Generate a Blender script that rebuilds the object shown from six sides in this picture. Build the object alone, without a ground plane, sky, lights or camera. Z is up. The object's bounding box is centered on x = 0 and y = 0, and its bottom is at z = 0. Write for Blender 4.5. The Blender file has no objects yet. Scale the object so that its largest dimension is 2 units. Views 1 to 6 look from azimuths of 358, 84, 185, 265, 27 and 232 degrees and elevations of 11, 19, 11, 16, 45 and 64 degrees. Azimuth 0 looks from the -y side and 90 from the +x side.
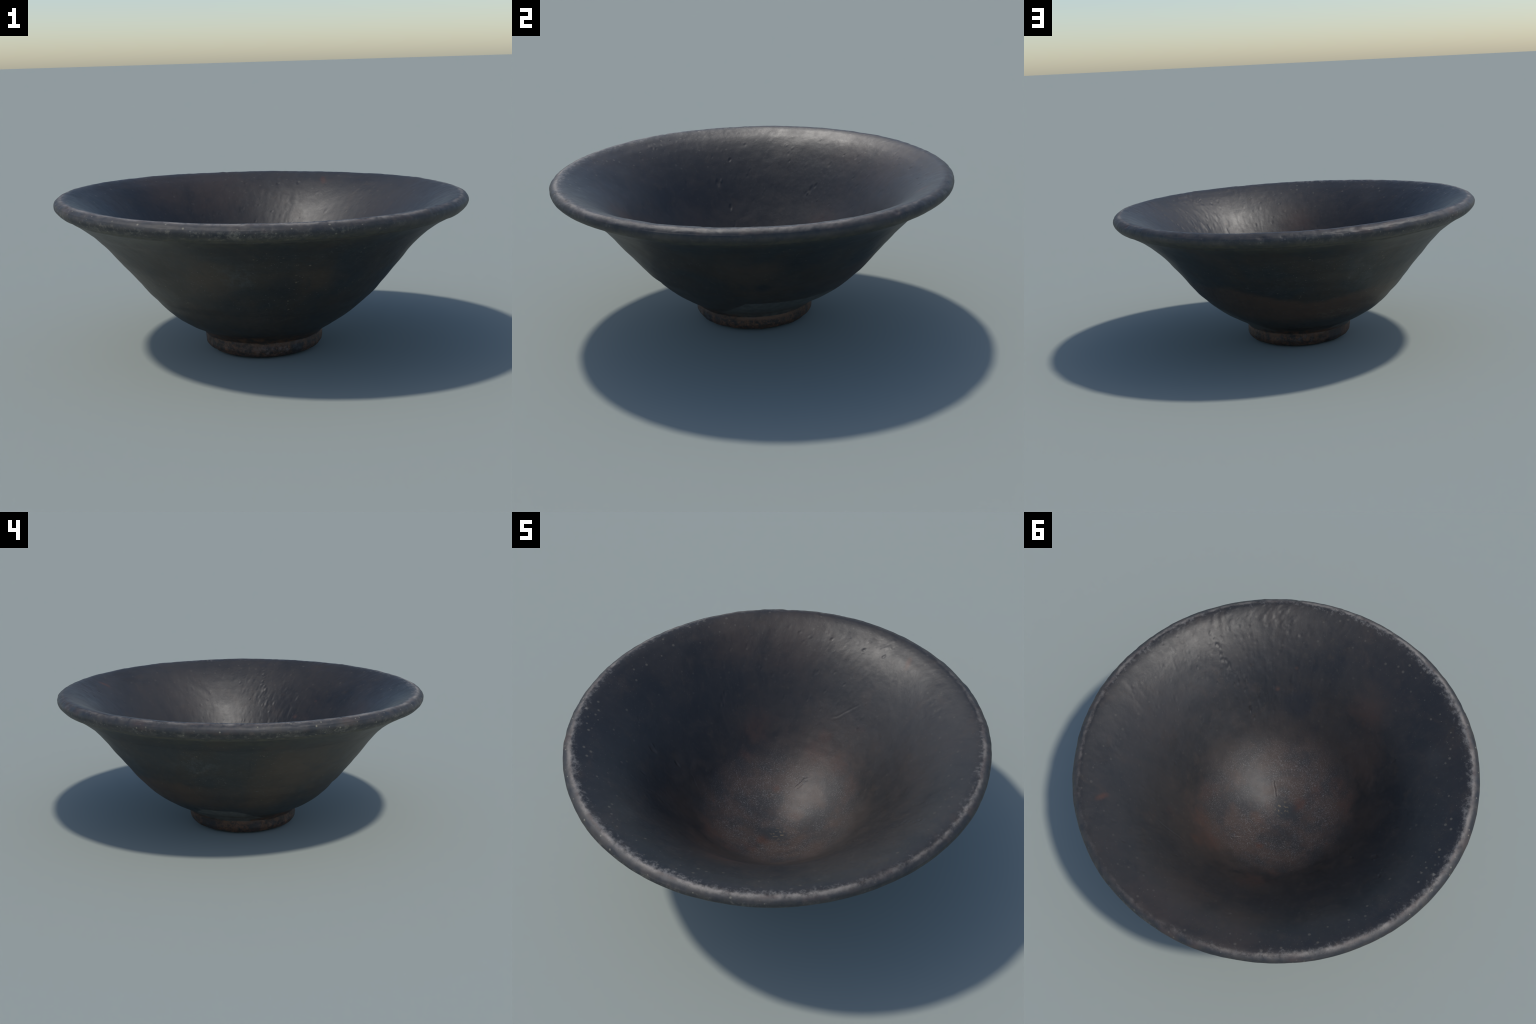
"""A dark-glazed flared pottery bowl on a small turned foot.

The bowl is thrown on a wheel: one closed profile is revolved round a slightly
wandering axis, made a little oval and tilted, then given throwing ripples,
pits, scratches and chips.  The revolved skin is separated into rim, outer
wall, inner wall and foot, which share their border vertices and normals.
"""
import bpy
import math
import random
import numpy as np

rng = random.Random(11)

# ----------------------------------------------------------------- profile
# (radius, height) round the section: underside -> foot -> outside -> lip -> inside
UNDERSIDE = [(0.0, 0.040), (0.10, 0.038), (0.19, 0.032), (0.222, 0.020), (0.236, 0.006), (0.246, 0.0005)]
FOOT = [(0.262, 0.006), (0.278, 0.014), (0.288, 0.026), (0.2945, 0.038), (0.296, 0.053), (0.2965, 0.068)]
OUTSIDE = [(0.298, 0.080), (0.305, 0.090), (0.320, 0.104), (0.347, 0.122), (0.378, 0.140), (0.411, 0.161),
           (0.447, 0.185), (0.482, 0.213), (0.514, 0.243), (0.542, 0.274), (0.574, 0.306), (0.603, 0.341),
           (0.631, 0.376), (0.658, 0.411), (0.683, 0.441), (0.707, 0.470), (0.744, 0.518), (0.781, 0.559),
           (0.822, 0.600), (0.844, 0.618), (0.865, 0.634), (0.885, 0.648), (0.904, 0.660), (0.922, 0.671)]
LIP = [(0.940, 0.681), (0.959, 0.691), (0.975, 0.700), (0.987, 0.710), (0.9965, 0.722), (1.0, 0.735),
       (0.996, 0.749), (0.986, 0.759), (0.970, 0.766), (0.952, 0.767), (0.934, 0.763), (0.915, 0.756)]
INSIDE = [(0.890, 0.744), (0.856, 0.7265), (0.815, 0.700), (0.775, 0.670), (0.735, 0.636), (0.700, 0.603),
          (0.660, 0.562), (0.620, 0.517), (0.580, 0.470), (0.530, 0.413), (0.480, 0.359), (0.435, 0.311),
          (0.390, 0.267), (0.339, 0.224), (0.290, 0.189), (0.245, 0.163), (0.210, 0.146), (0.150, 0.121),
          (0.100, 0.103), (0.050, 0.092), (0.0, 0.088)]
SECTIONS = [("underside", UNDERSIDE), ("foot", FOOT), ("outer_wall", OUTSIDE), ("rim", LIP), ("inner_wall", INSIDE)]

# Wander of the axis and ovality with height (cos, sin, cos2, sin2 of azimuth)
DRIFT_Z = [0.03, 0.11, 0.18, 0.26, 0.34, 0.42, 0.52, 0.62, 0.72]
DRIFT = {
    "cos": [-0.002, -0.009, -0.015, -0.006, -0.005, -0.006, -0.0045, -0.004, -0.001],
    "sin": [-0.011, -0.005, 0.008, 0.012, 0.013, 0.011, 0.013, 0.010, -0.002],
    "cos2": [-0.003, -0.006, -0.007, -0.004, -0.005, -0.004, -0.001, 0.002, -0.0015],
    "sin2": [0.003, -0.004, 0.000, -0.003, -0.002, -0.002, 0.000, 0.003, 0.005],
}
TILT = (-0.0127, -0.0015)
WARP = (0.0047, -0.0013)
N_AZ = 800


def catmull(points, spacing):
    """Centripetal-looking smooth curve through points, resampled evenly."""
    p = np.array(points, float)
    p = np.vstack([2 * p[0] - p[1], p, 2 * p[-1] - p[-2]])
    out = []
    for i in range(1, len(p) - 2):
        t = np.linspace(0, 1, 24, endpoint=False)[:, None]
        a, b, c, d = p[i - 1], p[i], p[i + 1], p[i + 2]
        out.append(0.5 * (2 * b + (c - a) * t + (2 * a - 5 * b + 4 * c - d) * t * t + (3 * b - a - 3 * c + d) * t ** 3))
    out = np.vstack(out + [p[-2][None]])
    s = np.r_[0, np.cumsum(np.hypot(*np.diff(out, axis=0).T))]
    return out, s


# ------------------------------------------------------------------- noise
def _hash(ix, iy, iz, seed):
    h = (ix * 374761393 + iy * 668265263 + iz * 2147483647 + seed * 1274126177) & 0xFFFFFFFF
    h = ((h ^ (h >> 13)) * 1274126177) & 0xFFFFFFFF
    h = ((h ^ (h >> 16)) * 2246822519) & 0xFFFFFFFF
    return ((h ^ (h >> 15)) & 0xFFFFFF) / float(0xFFFFFF) * 2 - 1


def vnoise(x, y, z, seed=0):
    """Smooth value noise in -1..1."""
    ix, iy, iz = np.floor(x).astype(np.int64), np.floor(y).astype(np.int64), np.floor(z).astype(np.int64)
    fx, fy, fz = x - ix, y - iy, z - iz
    fx, fy, fz = [f * f * f * (f * (f * 6 - 15) + 10) for f in (fx, fy, fz)]
    out = 0
    for dx in (0, 1):
        for dy in (0, 1):
            for dz in (0, 1):
                w = (fx if dx else 1 - fx) * (fy if dy else 1 - fy) * (fz if dz else 1 - fz)
                out = out + w * _hash(ix + dx, iy + dy, iz + dz, seed)
    return out


def fbm(x, y, z, seed=0, octaves=3):
    out, amp, tot = 0, 1.0, 0.0
    for o in range(octaves):
        out = out + amp * vnoise(x * 2 ** o + 17.3 * o, y * 2 ** o - 9.1 * o, z * 2 ** o + 4.7 * o, seed + o)
        tot += amp
        amp *= 0.5
    return out / tot


def sstep(a, b, x):
    t = np.clip((x - a) / (b - a), 0, 1)
    return t * t * (3 - 2 * t)


# ------------------------------------------------------- build revolved skin
rows_r, rows_z, row_sec = [], [], []
allpts = [p for _, s in SECTIONS for p in s]
bounds = np.cumsum([0] + [len(s) for _, s in SECTIONS])
curve, s = catmull(allpts, 0.004)
ctrl_s = s[np.minimum(np.arange(len(allpts)) * 24, len(s) - 1)]
sample = [0.0]
while sample[-1] < s[-1]:
    here = sample[-1]
    lo, hi = ctrl_s[bounds[1]] - 0.03, ctrl_s[bounds[1]] + 0.25
    lip0, lip1 = ctrl_s[bounds[3]], ctrl_s[bounds[4]]
    step = 0.0026 if (lo < here < hi or lip0 - 0.05 < here < lip1 + 0.1) else 0.0046
    sample.append(here + step)
sample = np.minimum(np.array(sample), s[-1])
R = np.interp(sample, s, curve[:, 0])
Z = np.interp(sample, s, curve[:, 1])
sec_edge = [ctrl_s[b] for b in bounds[:-1]] + [s[-1] + 1]
SEC = np.searchsorted(sec_edge, sample, side="right") - 1
R[0] = 0.0
R[-1] = 0.0
R = np.maximum(R, 0.0)

n_row = len(sample)
AZ = np.linspace(-math.pi, math.pi, N_AZ, endpoint=False)
ca, sa = np.cos(AZ)[None, :], np.sin(AZ)[None, :]
rr, zz = R[:, None], Z[:, None]


def harmonic(z):
    h = {k: sum(np.interp(z + d, DRIFT_Z, v) for d in np.linspace(-0.05, 0.05, 11)) / 11 for k, v in DRIFT.items()}
    return (h["cos"] * ca + h["sin"] * sa + h["cos2"] * np.cos(2 * AZ) + h["sin2"] * np.sin(2 * AZ))


inside = (SEC == 4) | ((SEC == 3) & (sample > ctrl_s[bounds[3] + 6]))
shrink = np.clip(rr / 0.28, 0, 1)                    # fade to nothing on the axis
bulge = (0.010 * np.exp(-((AZ - math.radians(-125)) / math.radians(30)) ** 2)
         - 0.004 * np.exp(-((AZ - math.radians(50)) / math.radians(35)) ** 2))[None, :]
lean = (-0.007 * np.exp(-((AZ - math.radians(22)) / math.radians(26)) ** 2)
        - 0.007 * np.exp(-((AZ - math.radians(-42)) / math.radians(20)) ** 2)
        + 0.006 * np.exp(-((AZ - math.radians(-163)) / math.radians(22)) ** 2)
        + 0.002 * np.exp(-((AZ - math.radians(-78)) / math.radians(16)) ** 2))[None, :]
lean = lean * sstep(0.30, 0.50, zz) * sstep(0.71, 0.64, zz)
bulge = bulge * sstep(0.07, 0.16, zz) * sstep(0.60, 0.36, zz)
drift_in = harmonic(zz) * sstep(0.20, 0.68, rr) - 0.0040 * sa * sstep(0.20, 0.50, rr) * sstep(1.0, 0.66, rr)
rad = rr + np.where(inside[:, None], drift_in, (harmonic(zz) + bulge + lean) * shrink)
lift = (TILT[0] * rr * ca + TILT[1] * rr * sa + (WARP[0] * np.cos(2 * AZ) + WARP[1] * np.sin(2 * AZ))[None, :] * rr ** 2)
hgt = zz + lift * sstep(0.15, 0.90, rr) * sstep(0.04, 0.28, zz)
P = np.stack([rad * ca, rad * sa, hgt + 0 * ca], axis=-1)

# profile normals (pointing out of the clay)
tr, tz = np.gradient(R), np.gradient(Z)
ln = np.hypot(tr, tz) + 1e-9
NR, NZ = tz / ln, -tr / ln
NRM = np.stack([NR[:, None] * ca, NR[:, None] * sa, NZ[:, None] + 0 * ca], axis=-1)

# ------------------------------------------------------------ surface relief
X, Y, H = P[..., 0], P[..., 1], P[..., 2]
disp = np.zeros_like(X)
m_in = (SEC == 4)[:, None] * 1.0
m_out = (SEC == 2)[:, None] * 1.0
m_rim = (SEC == 3)[:, None] * 1.0
m_foot = (SEC == 1)[:, None] * 1.0
soft_in = inside[:, None] * sstep(0.0, 0.06, np.abs(sample[:, None] - ctrl_s[bounds[3] + 6]))
soft_out = ((SEC == 2) | ((SEC == 3) & ~inside))[:, None] * sstep(0.0, 0.05, sample[:, None] - ctrl_s[bounds[2]])

# hand-thrown lumps and faint throwing rings
disp += 0.0022 * fbm(X * 4, Y * 4, H * 4, 3) * np.clip(rr / 0.2, 0, 1)
disp += 0.0012 * vnoise(0 * X + H * 30, 0.8 * ca + 0 * X, 0.8 * sa + 0 * X, 8) * m_out * sstep(0.13, 0.2, H)
disp += 0.0007 * fbm(X * 22, Y * 22, H * 22, 5)


def az_bump(deg, width):
    d = (AZ - math.radians(deg) + math.pi) % (2 * math.pi) - math.pi
    return np.exp(-(d / math.radians(width)) ** 2)[None, :]


# soft dragged ripples running down the inside, strongest on the +x half
streak = fbm(ca * 13 + 0 * rr, sa * 13 + 0 * rr, rr * 7, 21, 3)
ridge = 0.25 + 0.8 * az_bump(-30, 26) + 0.35 * az_bump(40, 45) + 0.5 * az_bump(85, 22)
disp += 0.0010 * streak * ridge * soft_in * sstep(0.30, 0.62, rr)
phi = AZ[None, :] + 0.28 * rr                        # slanting, as the wheel drags them
drag = fbm(np.cos(phi) * 38, np.sin(phi) * 38, rr * 25 + 0 * ca, 31, 2)
zone = 0.26 + az_bump(-30, 24) + 0.75 * az_bump(88, 20) * sstep(0.66, 0.8, rr) + 0.55 * az_bump(28, 34) * sstep(0.7, 0.84, rr)
zone = zone * (0.35 + 0.65 * sstep(-0.3, 0.4, vnoise(X * 7, Y * 7, H * 7, 93)))
disp += 0.0023 * (np.maximum(drag - 0.08, 0) - 0.5 * np.maximum(-drag - 0.22, 0)) * zone * soft_in * sstep(0.40, 0.62, rr)

# pits: (azimuth, radius, size, depth)
pits = [(81, .826, .011, .006), (73, .834, .010, .006), (94, .831, .008, .004), (-175, .730, .010, .006),
        (-167, .634, .013, .006), (-171, .531, .011, .007), (-169, .640, .009, -.004), (143, .605, .012, .006),
        (141, .622, .009, .005), (144, .59, .008, -.004), (-47, .81, .011, .003), (-46, .80, .009, -.002),
        (-45, .75, .009, .0025), (-43, .866, .009, .0025)]
for k in range(30):                                  # the trail of burst bubbles on the inside
    f = rng.random()
    a = -14 - 11 * f ** 1.5 + rng.gauss(0, 1.0)
    pits.append((a, .86 - .40 * f, rng.uniform(.006, .011), rng.choice([1, 1, 1, -0.8]) * rng.uniform(.002, .0055)))
for k in range(34):
    f = rng.random()
    pits.append((rng.gauss(-34, 7), .88 - .24 * f, rng.uniform(.007, .013), rng.choice([1, 1, -0.5]) * rng.uniform(.0015, .0032)))
for k in range(220):
    pits.append((rng.uniform(-180, 180), rng.uniform(.55, .93), rng.uniform(.005, .011), rng.choice([1, -.7]) * rng.uniform(.001, .003)))
for k in range(45):                                  # finer pinholes along the +x side
    pits.append((rng.gauss(-25, 16), rng.uniform(.5, .92), rng.uniform(.006, .010), rng.choice([1, -.7]) * rng.uniform(.0012, .003)))
ii = np.where(inside)[0]
for k_pit, (a, r0, size, depth) in enumerate(pits):
    size *= 0.72
    d_az = (AZ - math.radians(a) + math.pi) % (2 * math.pi) - math.pi
    cols = np.where(np.abs(d_az) * r0 < size * 4)[0]
    rows = ii[np.abs(R[ii] - r0) < size * 5]
    if len(cols) and len(rows):
        u = d_az[cols][None, :] * r0 / size
        v = (R[rows][:, None] - r0 + 0.4 * size * u) / (size * (1.0 + 0.6 * ((k_pit * 37) % 10) / 10))
        g = u * u + v * v
        disp[np.ix_(rows, cols)] -= 0.42 * depth * (np.exp(-g) - 0.12 * np.exp(-((np.sqrt(g) - 1.5) / .6) ** 2))


def groove(ax, ay, bx, by, width, depth):
    """A scratch or crack on the inside from a to b (plan view)."""
    dx, dy = bx - ax, by - ay
    L2 = dx * dx + dy * dy
    t = np.clip(((X - ax) * dx + (Y - ay) * dy) / L2, 0, 1)
    wob = 0.006 * vnoise(t * 4, 0 * t + ax * 40, 0 * t, 77)
    d = ((X - ax) * dy - (Y - ay) * dx) / math.sqrt(L2) + wob
    along = ((X - ax) * dx + (Y - ay) * dy) / L2
    end = sstep(-0.08, 0.15, along) * sstep(1.08, 0.85, along)
    return -depth * (np.exp(-(d / width) ** 2) - 0.6 * np.exp(-((d - 1.9 * width) / (1.3 * width)) ** 2)) * end * soft_in


disp += groove(0.065, 0.545, 0.19, 0.60, 0.004, 0.0009)
disp += groove(-0.015, 0.235, 0.03, 0.295, 0.0045, 0.0016)
disp += groove(0.085, -0.065, 0.165, -0.105, 0.004, 0.0009)
disp += groove(-0.40, -0.10, -0.47, -0.06, 0.004, 0.0005)

# rim: knocks and an uneven lip
rim_band = np.exp(-((sample - ctrl_s[bounds[3] + 7]) / 0.035) ** 2)[:, None]
disp += rim_band * (0.0020 * fbm(ca * 11 + 0 * rr, sa * 11 + 0 * rr, rr * 12, 41) + 0.0016 * fbm(X * 34, Y * 34, H * 34, 43, 2))
for k in range(26):
    a, depth = rng.uniform(-180, 180), rng.uniform(.001, .004)
    disp -= depth * az_bump(a, rng.uniform(.5, 1.6)) * np.exp(-((sample - ctrl_s[bounds[3] + rng.choice([6, 7, 8])]) / 0.012) ** 2)[:, None]
# turned groove under the lip
lip_edge = ctrl_s[bounds[3] + 1] + 0.006 * vnoise(ca * 2, sa * 2, 0 * ca, 6)
disp -= 0.0060 * np.exp(-((sample[:, None] - lip_edge + 0.004) / 0.011) ** 2)
disp += 0.0012 * np.exp(-((sample[:, None] - lip_edge - 0.015) / 0.008) ** 2)

# outer wall: shallow dents, and the trimmed facet over the foot
disp += 0.0030 * fbm(ca * 2.5 + 0 * rr, sa * 2.5 + 0 * rr, H * 7, 51) * soft_out
facet = az_bump(5, 26) + 0.9 * az_bump(163, 20)
foot_line = ctrl_s[bounds[2]]
disp -= (0.003 * facet + 0.004 * az_bump(-130, 40) + 0.003 * az_bump(110, 40)) * np.exp(-((sample[:, None] - foot_line - 0.045) / 0.035) ** 2)
disp -= 0.004 * np.exp(-((sample[:, None] - foot_line - 0.004) / 0.006) ** 2) * (0.5 + 0.5 * vnoise(ca * 2, sa * 2, 0 * ca, 61))
# foot: worn and chipped ring
disp += m_foot * 0.0028 * fbm(X * 26, Y * 26, H * 26, 71)
disp -= 0.012 * az_bump(128, 3.2) * np.exp(-((sample - ctrl_s[bounds[1] + 1]) / 0.018) ** 2)[:, None]
for a in (-75, -40, 20, 75, 178, -150):
    disp -= 0.004 * az_bump(a, rng.uniform(1.5, 4)) * np.exp(-((sample - ctrl_s[bounds[1] + 1]) / 0.012) ** 2)[:, None]

P = P + NRM * disp[..., None]
P[0, :, :2] = 0
P[-1, :, :2] = 0
P[0, :, 2] = P[0, :, 2].mean()
P[-1, :, 2] = P[-1, :, 2].mean()
P[..., 2] = np.maximum(P[..., 2], 0.0)

# fit the frame: centred in plan, two metres across
lo, hi = P[..., :2].min((0, 1)), P[..., :2].max((0, 1))
P[..., :2] -= (lo + hi) / 2
P[..., :2] *= 2.0 / (hi - lo)

# smooth normals of the whole skin, shared by every part
du = np.roll(P, -1, axis=1) - np.roll(P, 1, axis=1)
dv = np.gradient(P, axis=0)
VN = np.cross(du, dv)
VN /= np.linalg.norm(VN, axis=-1, keepdims=True) + 1e-12
if (VN * NRM)[n_row // 2].sum() < 0:
    VN = -VN
VN[0] = (0, 0, -1)
VN[-1] = (0, 0, 1)


def skin_part(name, r0, r1, parent):
    """Rows r0..r1 of the skin as a mesh object of its own."""
    pts = P[r0:r1 + 1].reshape(-1, 3)
    nrm = VN[r0:r1 + 1].reshape(-1, 3)
    nr = r1 - r0
    i, j = np.meshgrid(np.arange(nr), np.arange(N_AZ), indexing="ij")
    jn = (j + 1) % N_AZ
    quads = np.stack([i * N_AZ + j, i * N_AZ + jn, (i + 1) * N_AZ + jn, (i + 1) * N_AZ + j], -1).reshape(-1, 4)
    faces = [q for q in quads.tolist()]
    verts = pts
    if r0 == 0 or r1 == n_row - 1:                   # close the pole with one vertex
        pole_row = 0 if r0 == 0 else nr
        keep = np.ones(len(pts), bool)
        keep[pole_row * N_AZ + 1:(pole_row + 1) * N_AZ] = False
        remap = np.cumsum(keep) - 1
        remap[pole_row * N_AZ:(pole_row + 1) * N_AZ] = remap[pole_row * N_AZ]
        verts, nrm = pts[keep], nrm[keep]
        fixed = []
        for q in remap[quads].tolist():
            c = []
            for v in q:
                if v not in c:
                    c.append(v)
            fixed.append(c)
        faces = fixed
    me = bpy.data.meshes.new(name)
    me.from_pydata(verts.tolist(), [], faces)
    me.polygons.foreach_set("use_smooth", [True] * len(me.polygons))
    me.update()
    me.normals_split_custom_set_from_vertices(nrm.tolist())
    ob = bpy.data.objects.new(name, me)
    bpy.context.scene.collection.objects.link(ob)
    ob.parent = parent
    return ob


# ------------------------------------------------------------------ materials
class S:
    """A node socket with arithmetic."""
    tree = None

    def __init__(self, sock):
        self.s = sock

    @staticmethod
    def math(op, *args, clamp=False):
        n = S.tree.nodes.new("ShaderNodeMath")
        n.operation = op
        n.use_clamp = clamp
        for k, a in enumerate(args):
            if isinstance(a, S):
                S.tree.links.new(a.s, n.inputs[k])
            else:
                n.inputs[k].default_value = a
        return S(n.outputs[0])

    def __add__(self, o): return S.math("ADD", self, o)
    __radd__ = __add__
    def __sub__(self, o): return S.math("SUBTRACT", self, o)
    def __rsub__(self, o): return S.math("SUBTRACT", o, self)
    def __mul__(self, o): return S.math("MULTIPLY", self, o)
    __rmul__ = __mul__
    def __truediv__(self, o): return S.math("DIVIDE", self, o)
    def max(self, o): return S.math("MAXIMUM", self, o)
    def clamp(self): return S.math("ADD", self, 0.0, clamp=True)


def step(a, b, x):
    n = S.tree.nodes.new("ShaderNodeMapRange")
    n.interpolation_type = "SMOOTHSTEP"
    flip = a > b
    n.inputs["From Min"].default_value, n.inputs["From Max"].default_value = (b, a) if flip else (a, b)
    n.inputs["To Min"].default_value, n.inputs["To Max"].default_value = (1, 0) if flip else (0, 1)
    S.tree.links.new(x.s, n.inputs["Value"])
    return S(n.outputs["Result"])


def vec(x, y, z):
    n = S.tree.nodes.new("ShaderNodeCombineXYZ")
    for k, a in enumerate((x, y, z)):
        if isinstance(a, S):
            S.tree.links.new(a.s, n.inputs[k])
        else:
            n.inputs[k].default_value = a
    return S(n.outputs[0])


def noise(v, scale, detail=4, rough=0.55, distort=0.0):
    n = S.tree.nodes.new("ShaderNodeTexNoise")
    n.inputs["Scale"].default_value = scale
    n.inputs["Detail"].default_value = detail
    n.inputs["Roughness"].default_value = rough
    n.inputs["Distortion"].default_value = distort
    S.tree.links.new(v.s, n.inputs["Vector"])
    return S(n.outputs["Fac"])


def cells(v, scale, randomness=1.0):
    n = S.tree.nodes.new("ShaderNodeTexVoronoi")
    n.inputs["Scale"].default_value = scale
    n.inputs["Randomness"].default_value = randomness
    S.tree.links.new(v.s, n.inputs["Vector"])
    sep = S.tree.nodes.new("ShaderNodeSeparateColor")
    S.tree.links.new(n.outputs["Color"], sep.inputs[0])
    return S(n.outputs["Distance"]), S(sep.outputs[0]), S(sep.outputs[1])


def mix(fac, a, b):
    n = S.tree.nodes.new("ShaderNodeMix")
    n.data_type = "RGBA"
    for key, val in ((0, fac), (6, a), (7, b)):
        if isinstance(val, S):
            S.tree.links.new(val.s, n.inputs[key])
        else:
            n.inputs[key].default_value = (*val, 1) if key else val
    return S(n.outputs[2])


class Surface:
    """Coordinates and helpers shared by the four parts' materials."""

    def __init__(self, name):
        self.mat = bpy.data.materials.new(name)
        self.mat.use_nodes = True
        S.tree = self.mat.node_tree
        self.bsdf = next(n for n in S.tree.nodes if n.type == "BSDF_PRINCIPLED")
        tc = S.tree.nodes.new("ShaderNodeTexCoord")
        sep = S.tree.nodes.new("ShaderNodeSeparateXYZ")
        self.p = S(tc.outputs["Object"])
        S.tree.links.new(self.p.s, sep.inputs[0])
        self.x, self.y, self.z = (S(o) for o in sep.outputs)
        self.r = S.math("SQRT", self.x * self.x + self.y * self.y + 1e-6)
        self.cx, self.sy = self.x / self.r, self.y / self.r
        self.warp = noise(self.p, 9, 4) - 0.5
        self.fine_warp = noise(self.p, 40, 3) - 0.5
        self.dir = vec(self.cx, self.sy, 0.0)
        self.rags = {}

    def az(self, deg, tight):
        """0..1 weight round one azimuth; larger tight is narrower."""
        a = math.radians(deg)
        n = S.tree.nodes.new("ShaderNodeVectorMath")
        n.operation = "DOT_PRODUCT"
        S.tree.links.new(self.dir.s, n.inputs[0])
        n.inputs[1].default_value = (math.cos(a), math.sin(a), 0)
        e = S.math("MULTIPLY_ADD", S(n.outputs["Value"]), tight, -tight)
        return S.math("EXPONENT", e)

    def patch(self, x, y, z, size, ragged=0.5, soft=0.6, squash=(1, 1, 1)):
        """A soft ragged blot round a point on the clay."""
        key = round(ragged, 3)
        if key not in self.rags:
            self.rags[key] = self.warp * (ragged * 2.2) + self.fine_warp * (ragged * 0.7)
        src = self.p
        if squash != (1, 1, 1):
            m = S.tree.nodes.new("ShaderNodeVectorMath")
            m.operation = "MULTIPLY"
            S.tree.links.new(src.s, m.inputs[0])
            m.inputs[1].default_value = [1 / q for q in squash]
            src = S(m.outputs["Vector"])
        n = S.tree.nodes.new("ShaderNodeVectorMath")
        n.operation = "DISTANCE"
        S.tree.links.new(src.s, n.inputs[0])
        n.inputs[1].default_value = (x / squash[0], y / squash[1], z / squash[2])
        return step(1.0, 1.0 - soft, S.math("MULTIPLY_ADD", S(n.outputs["Value"]), 1.0 / size, self.rags[key]))

    def finish(self, colour, rough, bump, strength=0.3, distance=0.004):
        t = S.tree
        t.links.new(colour.s, self.bsdf.inputs["Base Color"])
        if isinstance(rough, S):
            t.links.new(rough.s, self.bsdf.inputs["Roughness"])
        else:
            self.bsdf.inputs["Roughness"].default_value = rough
        b = t.nodes.new("ShaderNodeBump")
        b.inputs["Strength"].default_value = strength
        b.inputs["Distance"].default_value = distance
        t.links.new(bump.s, b.inputs["Height"])
        t.links.new(b.outputs[0], self.bsdf.inputs["Normal"])
        return self.mat


NAVY, BROWN = (0.0152, 0.0163, 0.0195), (0.0300, 0.0260, 0.0235)
GREY, RUST, DUST = (0.0355, 0.0338, 0.0324), (0.074, 0.036, 0.024), (0.190, 0.182, 0.176)
WORN_GLINT, TAN, OLIVE = (0.305, 0.270, 0.230), (0.13, 0.115, 0.09), (0.046, 0.044, 0.030)
TEAL, UMBER = (0.0195, 0.0235, 0.0245), (0.0300, 0.0250, 0.0190)


def specks(su, scale, density, size, seed=0.0):
    """Scattered mineral grains: a share of the cells shows a small round spot."""
    v = vec(su.x + seed, su.y - seed, su.z + 0.5 * seed)
    d, a, b = cells(v, scale)
    keep = step(1 - density, 1 - density * 0.8, a)
    return step(1.0, 0.4, d / (b * size + size * 0.4)) * keep


def strongest(items):
    out = items[0]
    for i in items[1:]:
        out = out.max(i)
    return out


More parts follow.
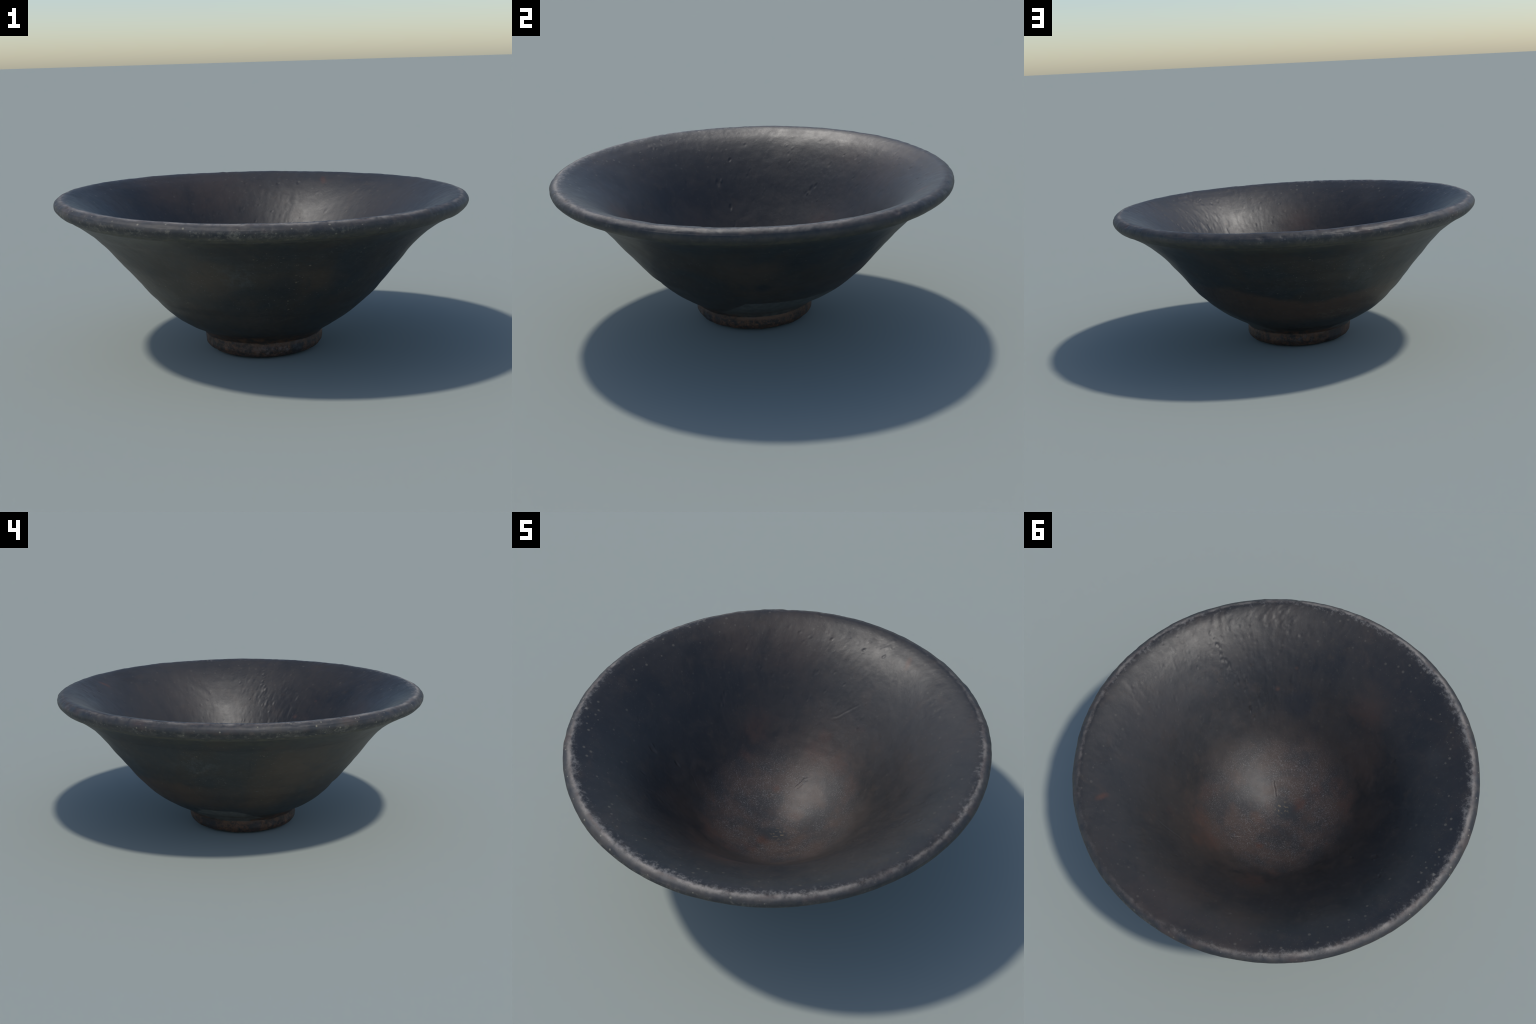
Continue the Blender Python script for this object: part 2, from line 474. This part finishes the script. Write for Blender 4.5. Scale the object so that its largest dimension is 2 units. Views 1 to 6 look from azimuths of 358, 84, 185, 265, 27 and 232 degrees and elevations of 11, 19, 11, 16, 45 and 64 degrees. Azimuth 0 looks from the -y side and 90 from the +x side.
def inner_glaze(su):
    """Colour, roughness and bump height of the inside glaze, lip included."""
    streaky = vec(su.cx * 1.0, su.sy * 1.0, su.r * 0.55)
    big = noise(su.p, 2.6, 6, 0.62, 0.5)
    drag = noise(streaky, 7, 5, 0.65)
    colour = mix(step(0.38, 0.58, big * 0.7 + drag * 0.3), (0.0152, 0.0146, 0.0147), (0.0290, 0.0243, 0.0210))
    blue = (su.az(-160, 2.4) * 0.75 * step(0.45, 0.62, su.r)).max(su.az(-92, 5) * 0.6 * step(0.66, 0.80, su.r))
    blue = blue.max(su.patch(.35, -.42, .44, .13) * 0.8).max(su.az(140, 3) * 0.5 * step(0.5, 0.62, su.r) * step(.82, .70, su.r))
    colour = mix(blue.clamp() * 0.85, colour, NAVY)
    brown = strongest([su.patch(*b[:4], .6, .9) * b[4] for b in [
        (.03, -.66, .56, .18, .85), (-.14, -.48, .39, .22, .8), (-.25, .78, .70, .30, .85), (-.52, .66, .71, .26, .7),
        (.05, .40, .29, .28, .8), (.36, .05, .24, .20, .5), (-.40, -.30, .36, .16, .4), (.66, .30, .60, .30, .45)]])
    colour = mix(brown, colour, (0.0470, 0.0325, 0.0250))
    grey = su.az(35, 1.5) * 0.6 * step(0.40, 0.70, su.r) + su.patch(-.43, -.68, .69, .09, .6, .9) * 0.7
    colour = mix(grey.clamp() * step(0.3, 0.6, big + 0.1), colour, GREY)
    tarnish = step(0.54, 0.68, noise(su.p, 12, 6, 0.72)) * step(0.46, 0.58, noise(su.p, 3.1, 2))
    colour = mix(tarnish * 0.40, colour, (0.050, 0.037, 0.026))
    # mottle of the fired glaze: brown clouds, dark pores, dragged streaks
    cloud = noise(su.p, 8.5, 7, 0.72, 0.6)
    colour = mix(step(0.50, 0.72, cloud) * 0.55, colour, (0.0450, 0.0340, 0.0272))
    colour = mix(step(0.48, 0.30, cloud) * 0.45, colour, (0.0125, 0.0130, 0.0150))
    slant = noise(vec(su.cx, su.sy, su.r * 0.35), 24, 5, 0.7)
    colour = mix(step(0.50, 0.74, slant) * step(0.35, 0.6, su.r) * 0.35, colour, (0.0385, 0.0335, 0.0302))
    olive = step(0.55, 0.70, noise(su.p, 22, 5, 0.72)) * su.patch(.40, -.62, .62, .20, .6, .9)
    colour = mix(olive * 0.6, colour, (0.052, 0.042, 0.026))
    # floor of the bowl: mottled brown, grainy dust, both lightened to widen the sun highlight
    floor = step(0.50, 0.27, su.r + su.warp * 0.26)
    mott = noise(su.p, 6.5, 5, 0.65)
    floor_tone = mix(step(0.38, 0.62, mott), (0.0350, 0.0325, 0.0315), (0.0680, 0.0470, 0.0370))
    colour = mix(floor * 0.8, colour, floor_tone)
    hollow = su.patch(.0, -.06, .09, .10, .6, .8)
    colour = mix(hollow * 0.75, colour, (0.025, 0.028, 0.030))
    red = strongest([su.patch(*b[:4], .6, .85) * b[4] for b in [
        (-.03, -.14, .12, .060, .75), (.036, .40, .285, .10, .50), (.16, .36, .28, .09, .45), (-.10, .19, .15, .035, .8),
        (.04, .10, .11, .06, .40), (-.22, -.30, .27, .10, .40), (.28, .24, .27, .10, .35), (-.30, .38, .37, .12, .35), (-.33, -.08, .23, .013, 1.0), (-.20, .14, .17, .012, 0.9), (.458, -.36, .485, .022, .75),
        (.457, -.489, .576, .016, .7), (.30, -.26, .30, .018, .6), (.06, .47, .35, .06, .4), (-.30, .25, .28, .06, .35),
        (.70, .30, .64, .014, .6), (-.05, -.24, .17, .06, .5), (.58, .12, .50, .016, .5), (-.12, -.33, .24, .08, .35),
        (.25, .52, .43, .04, .3), (.02, -.62, .54, .12, .28)]])
    red = red * (step(0.36, 0.60, noise(su.p, 26, 5, 0.7)) * 0.6 + 0.38)
    streak = su.patch(.386, .765, .727, .024, .4, .9, (1.0, 2.6, 2.2)) * 0.85
    colour = mix(red.max(streak), colour, RUST)
    where = step(0.36, 0.60, noise(su.p, 9, 5, 0.68))
    grain = step(0.50, 0.70, noise(su.p, 165, 4, 0.78))
    dust = step(0.46, 0.28, su.r + su.warp * 0.22) * grain * (where * 0.80 + 0.22) * (1.0 - hollow * 0.8)
    colour = mix(dust, colour, DUST)
    flecks = su.patch(.022, -.043, .09, .060, .5, .6) * step(0.53, 0.62, noise(su.p, 52, 4))
    colour = mix(flecks * 0.75, colour, (0.16, 0.125, 0.08))
    # pale mineral specks, denser under the lip on the -x side
    side = (su.az(-150, 1.5) + 0.25).clamp()
    edge = step(0.62, 0.95, su.r) * side
    dots = specks(su, 27, 0.70, 0.20) * (edge * 0.6 + 0.10)
    pin = specks(su, 85, 0.60, 0.20, 3.7) * (edge * 0.5 + 0.28)
    colour = mix(dots.max(pin * 0.55), colour, TAN)
    fuzz = step(0.52, 0.72, noise(su.p, 140, 3, 0.75))
    colour = mix(fuzz * 0.16, colour, (0.06, 0.06, 0.062))
    # crystalline frosting creeping in from the lip
    polar = vec(su.cx, su.sy, su.r * 1.3)
    slow = noise(vec(su.cx, su.sy, 0.0), 3.2, 3) - 0.5
    hard = su.az(-108, 2.6) + su.az(-62, 14) * 0.35 + su.az(8, 4.5) * 0.72 + su.az(148, 5) * 0.5 + su.az(-168, 7) * 0.4
    crystal = noise(su.p, 42, 6, 0.74) - 0.5
    front = (su.r - 0.955) / 0.034 + crystal * 6.0 + slow * 1.5 + (hard - 0.55) * 0.85 + su.az(-120, 2.0) * 0.25
    frost = step(-0.25, 1.5, front) * step(0.890, 0.935, su.r) * (hard * 0.85 + 0.14).clamp()
    colour = mix(frost * 0.75, colour, (0.205, 0.193, 0.178))
    rough = 0.470 + floor * 0.055 + frost * 0.12 + (noise(su.p, 14, 5, 0.65) - 0.5) * 0.20
    bump = noise(su.p, 90, 4, 0.6) * 0.6 + dust * 0.6 + frost * 0.3
    # worn crest of the lip: broken clay line, paled to carry the rim's specular glint
    crest = step(0.954, 0.968, su.r + su.fine_warp * 0.020 + slow * 0.014) * step(0.986, 0.972, su.r + su.fine_warp * 0.022 + slow * 0.014)
    crest = crest * step(0.735, 0.752, su.z + su.warp * 0.012)
    broken = step(0.42, 0.66, noise(polar, 13, 6, 0.74) + hard * 0.12)
    tone = mix((step(0.46, 0.60, noise(polar, 6, 4)) + 0.55 - hard * 0.6).clamp(), WORN_GLINT, (0.130, 0.102, 0.088))
    colour = mix(crest * broken * (hard * 0.66 + 0.20).clamp(), colour, tone)
    return colour, rough + crest * 0.06, bump


def outer_glaze(su):
    """Colour, roughness and bump height of the outside glaze."""
    big = noise(su.p, 2.8, 5, 0.62, 0.6)
    band = noise(vec(su.cx * 0.8, su.sy * 0.8, su.z * 3.5), 2.6, 5, 0.6)
    colour = mix(step(0.40, 0.60, big * 0.65 + band * 0.35), TEAL, UMBER)
    colour = mix(step(0.48, 0.76, noise(su.p, 16, 6, 0.72)) * 0.5, colour, (0.037, 0.039, 0.037))
    brown = strongest([su.patch(*b[:4], .5, .9) * b[4] for b in [
        (-.69, -.22, .47, .28, .95), (-.28, -.66, .47, .19, .85), (.20, -.68, .46, .17, .7), (.69, -.08, .42, .24, .8),
        (-.49, .32, .32, .16, .8), (-.55, -.1, .3, .22, .7), (.66, .30, .42, .16, .5), (-.1, -.5, .25, .2, .5),
        (.40, .78, .65, .14, .6), (-.95, .15, .67, .16, .7)]])
    colour = mix(brown, colour, (0.0540, 0.0385, 0.0255))
    cloud = noise(su.p, 7.5, 7, 0.72, 0.6)
    colour = mix(step(0.52, 0.72, cloud) * 0.6, colour, (0.0500, 0.0380, 0.0270))
    colour = mix(step(0.47, 0.30, cloud) * 0.6, colour, (0.0150, 0.0195, 0.0215))
    dark = strongest([su.patch(*b[:4], .5, .7) * b[4] for b in [
        (.626, -.022, .36, .055, .9), (.06, -.67, .43, .12, .6), (.40, -.62, .5, .15, .5), (.74, .16, .55, .13, .6),
        (.45, .45, .36, .12, .6), (.1, .62, .42, .2, .5)]])
    colour = mix(dark, colour, (0.0135, 0.0165, 0.0185))
    pale = strongest([su.patch(*b[:4], .7, .9) * b[4] for b in [
        (-.12, -.71, .50, .12, .8), (-.68, .27, .50, .14, .7), (.05, .66, .47, .10, .6), (-.35, .62, .5, .2, .5)]])
    colour = mix(pale * step(0.40, 0.66, noise(su.p, 30, 5, 0.75)) * 0.8, colour, (0.062, 0.071, 0.072))
    # rusty run low on the +y side, its upper edge a swag
    low = step(0.39, 0.355, su.z + su.warp * 0.05 - su.az(61, 7) * 0.045 + su.az(95, 10) * 0.045)
    arc = low * su.az(95, 2.0) * step(0.17, 0.25, su.z + su.warp * 0.07)
    colour = mix(arc * 0.85, colour, (0.066, 0.040, 0.026))
    moss = su.patch(-.216, .465, .245, .085, .6, .7, (1.5, 1, .5)) * step(0.48, 0.62, noise(su.p, 48, 4, 0.7))
    colour = mix(moss * 0.7, colour, (0.100, 0.094, 0.068))
    # grey trimmed clay left bare above the foot on two sides
    f1, f2 = (su.az(16, 5.0) * 1.7).clamp(), (su.az(162, 9.0) * 1.2).clamp()
    f = f1.max(f2)
    bare = step(0.0, 0.006, (f1 * 0.160).max(f2 * 0.115) + 0.080 + su.warp * 0.020 - su.z) * step(0.10, 0.30, f)
    bare_tone = mix(step(0.35, 0.65, noise(su.p, 34, 5, 0.7)), (0.064, 0.065, 0.060), (0.112, 0.111, 0.098))
    colour = mix(bare * 0.9, colour, bare_tone)
    clay = step(0.122, 0.092, su.z + su.warp * 0.06 - su.az(-100, 3) * 0.012 + f * 0.022)
    clay_tone = mix(step(0.40, 0.62, noise(su.p, 26, 6, 0.72)), (0.026, 0.020, 0.017), (0.110, 0.055, 0.030))
    colour = mix(clay * 0.9, colour, clay_tone)
    # olive tide line under the lip
    tide = step(0.640, 0.672, su.z + su.warp * 0.03)
    colour = mix(tide * (0.25 + 0.5 * step(0.40, 0.60, noise(su.p, 20, 5))), colour, OLIVE)
    # specks, scuffs and hair scratches
    zone = step(0.44, 0.58, noise(su.p, 4.2, 3)) * step(0.2, 0.32, su.z)
    dots = specks(su, 34, 0.60, 0.17) * (zone * 0.9 + 0.1)
    pin = specks(su, 80, 0.60, 0.19, 2.3) * (zone * 0.8 + 0.2)
    colour = mix(dots * 0.6, colour, (0.17, 0.14, 0.095))
    colour = mix(pin * 0.75, colour, (0.135, 0.132, 0.115))
    for (kx, ky, kz, off) in ((150, 40, 22, 0.0), (30, 150, 60, 5.0), (70, 60, 160, 9.0)):
        scr = noise(vec(su.x * kx + off, su.y * ky, su.z * kz), 0.5, 2, 0.5, 1.6)
        hair = step(0.67, 0.72, scr) * step(0.50, 0.62, noise(su.p, 6, 3))
        colour = mix(hair * 0.5, colour, (0.085, 0.085, 0.076))
    colour = mix(step(0.52, 0.74, noise(su.p, 120, 3, 0.72)) * 0.25, colour, (0.065, 0.064, 0.058))
    bump = noise(su.p, 80, 4, 0.6) + noise(vec(su.cx, su.sy, su.z * 14), 8, 4) * 0.5
    return colour, 0.47 + (noise(su.p, 14, 4) - 0.5) * 0.12, bump


def rim_glaze(su):
    """The lip: inside glaze over the crest, mottled bare clay on its outer face."""
    ci, ri, bi = inner_glaze(su)
    polar = vec(su.cx, su.sy, su.z * 1.3)
    colour = mix(step(0.36, 0.66, noise(polar, 14, 6, 0.68)), (0.0245, 0.0265, 0.031), (0.052, 0.047, 0.043))
    hard = (su.az(-115, 3.5) + su.az(-165, 5) * 0.9 + su.az(-85, 12) * 0.4 + su.az(100, 8) * 0.3 + su.az(150, 5) * 0.5 + 0.14).clamp()
    mott = step(0.46, 0.72, noise(su.p, 36, 6, 0.76) + (noise(polar, 4, 3) - 0.5) * 0.22) * step(0.756, 0.738, su.z + su.warp * 0.03)
    colour = mix(mott * hard * 0.8, colour, (0.185, 0.168, 0.136))
    crumbs = specks(su, 42, 0.7, 0.22) * hard
    colour = mix(crumbs * 0.55, colour, (0.30, 0.275, 0.20))
    red = step(0.52, 0.66, noise(polar, 5, 5, 0.65)) * step(0.725, 0.745, su.z)
    colour = mix(red * 0.5, colour, (0.080, 0.052, 0.043))
    under = step(0.722, 0.700, su.z + su.warp * 0.02)
    ol = mix(step(0.40, 0.62, noise(su.p, 22, 5, 0.7)), (0.036, 0.037, 0.031), (0.066, 0.061, 0.040))
    colour = mix(under * 0.85, colour, ol)
    deep = step(0.694, 0.684, su.z + su.warp * 0.01)
    co, ro, bo = outer_glaze(su)
    colour = mix(deep, colour, co)
    drop = (0.745 - su.z).max(0.0) * 4.0
    lip = step(0.962, 0.990, su.r + drop + su.fine_warp * 0.01)
    colour = mix(lip, ci, colour)
    bump = bi + lip * noise(su.p, 50, 5, 0.65)
    return colour, ri + lip * 0.03, bump


def wall_material(name, glaze):
    su = Surface(name)
    colour, rough, bump = glaze(su)
    return su.finish(colour, rough, bump, 0.22, 0.003)


def foot_material():
    su = Surface("bare_burnt_clay")
    n = noise(su.p, 48, 6, 0.76) * 0.65 + noise(su.p, 14, 4) * 0.35
    colour = mix(step(0.42, 0.60, n), (0.026, 0.020, 0.017), (0.112, 0.056, 0.030))
    rusty = step(0.51, 0.63, noise(su.p, 62, 6, 0.78)) * step(0.40, 0.56, noise(su.p, 6, 3))
    colour = mix(rusty * 0.85, colour, (0.180, 0.080, 0.040))
    drip = strongest([su.patch(*d[:4], .5, .5, (1, 1, 2)) * d[4] for d in [
        (.14, -.26, .07, .055, .85), (.20, -.21, .09, .035, .6), (-.22, .20, .05, .07, .7), (-.29, -.05, .05, .05, .6)]])
    colour = mix(drip, colour, (0.022, 0.022, 0.024))
    ash = su.az(-78, 9) * step(0.48, 0.62, noise(su.p, 48, 5, 0.75)) * step(0.01, 0.03, su.z)
    ash = ash.max(su.az(100, 10) * 0.8 * step(0.52, 0.64, noise(su.p, 40, 5, 0.75)))
    colour = mix(ash * 0.45, colour, (0.125, 0.125, 0.130))
    shoulder = step(0.060, 0.074, su.z + su.warp * 0.016) * step(0.27, 0.285, su.r) * (step(0.44, 0.60, noise(su.p, 9, 4)) * 0.6 + su.az(8, 6)).clamp()
    colour = mix(shoulder * 0.8, colour, (0.150, 0.078, 0.043))
    sole = step(0.014, 0.005, su.z + su.warp * 0.014)
    colour = mix(sole * 0.6, colour, (0.020, 0.019, 0.019))
    bump = noise(su.p, 60, 6, 0.7) + n
    return su.finish(colour, 0.60, bump, 0.5, 0.004)


# --------------------------------------------------------------------- parts
bowl = bpy.data.objects.new("pottery_bowl", None)
bpy.context.scene.collection.objects.link(bowl)
bowl["label"] = "dark glazed flared pottery bowl with worn rim and small foot"
bowl["category"] = "bowl"

first = [int(np.searchsorted(sample, e)) for e in sec_edge[:-1]] + [n_row - 1]
spans = {"foot": (0, first[2]), "outer_wall": (first[2], first[3]), "rim": (first[3], first[4]), "inner_wall": (first[4], n_row - 1)}
mats = {"foot": foot_material(), "outer_wall": wall_material("dark_outer_glaze", outer_glaze),
        "rim": wall_material("worn_rim_glaze", rim_glaze), "inner_wall": wall_material("dark_inner_glaze", inner_glaze)}
for part, (a, b) in spans.items():
    ob = skin_part(part, a, b, bowl)
    ob.data.materials.append(mats[part])
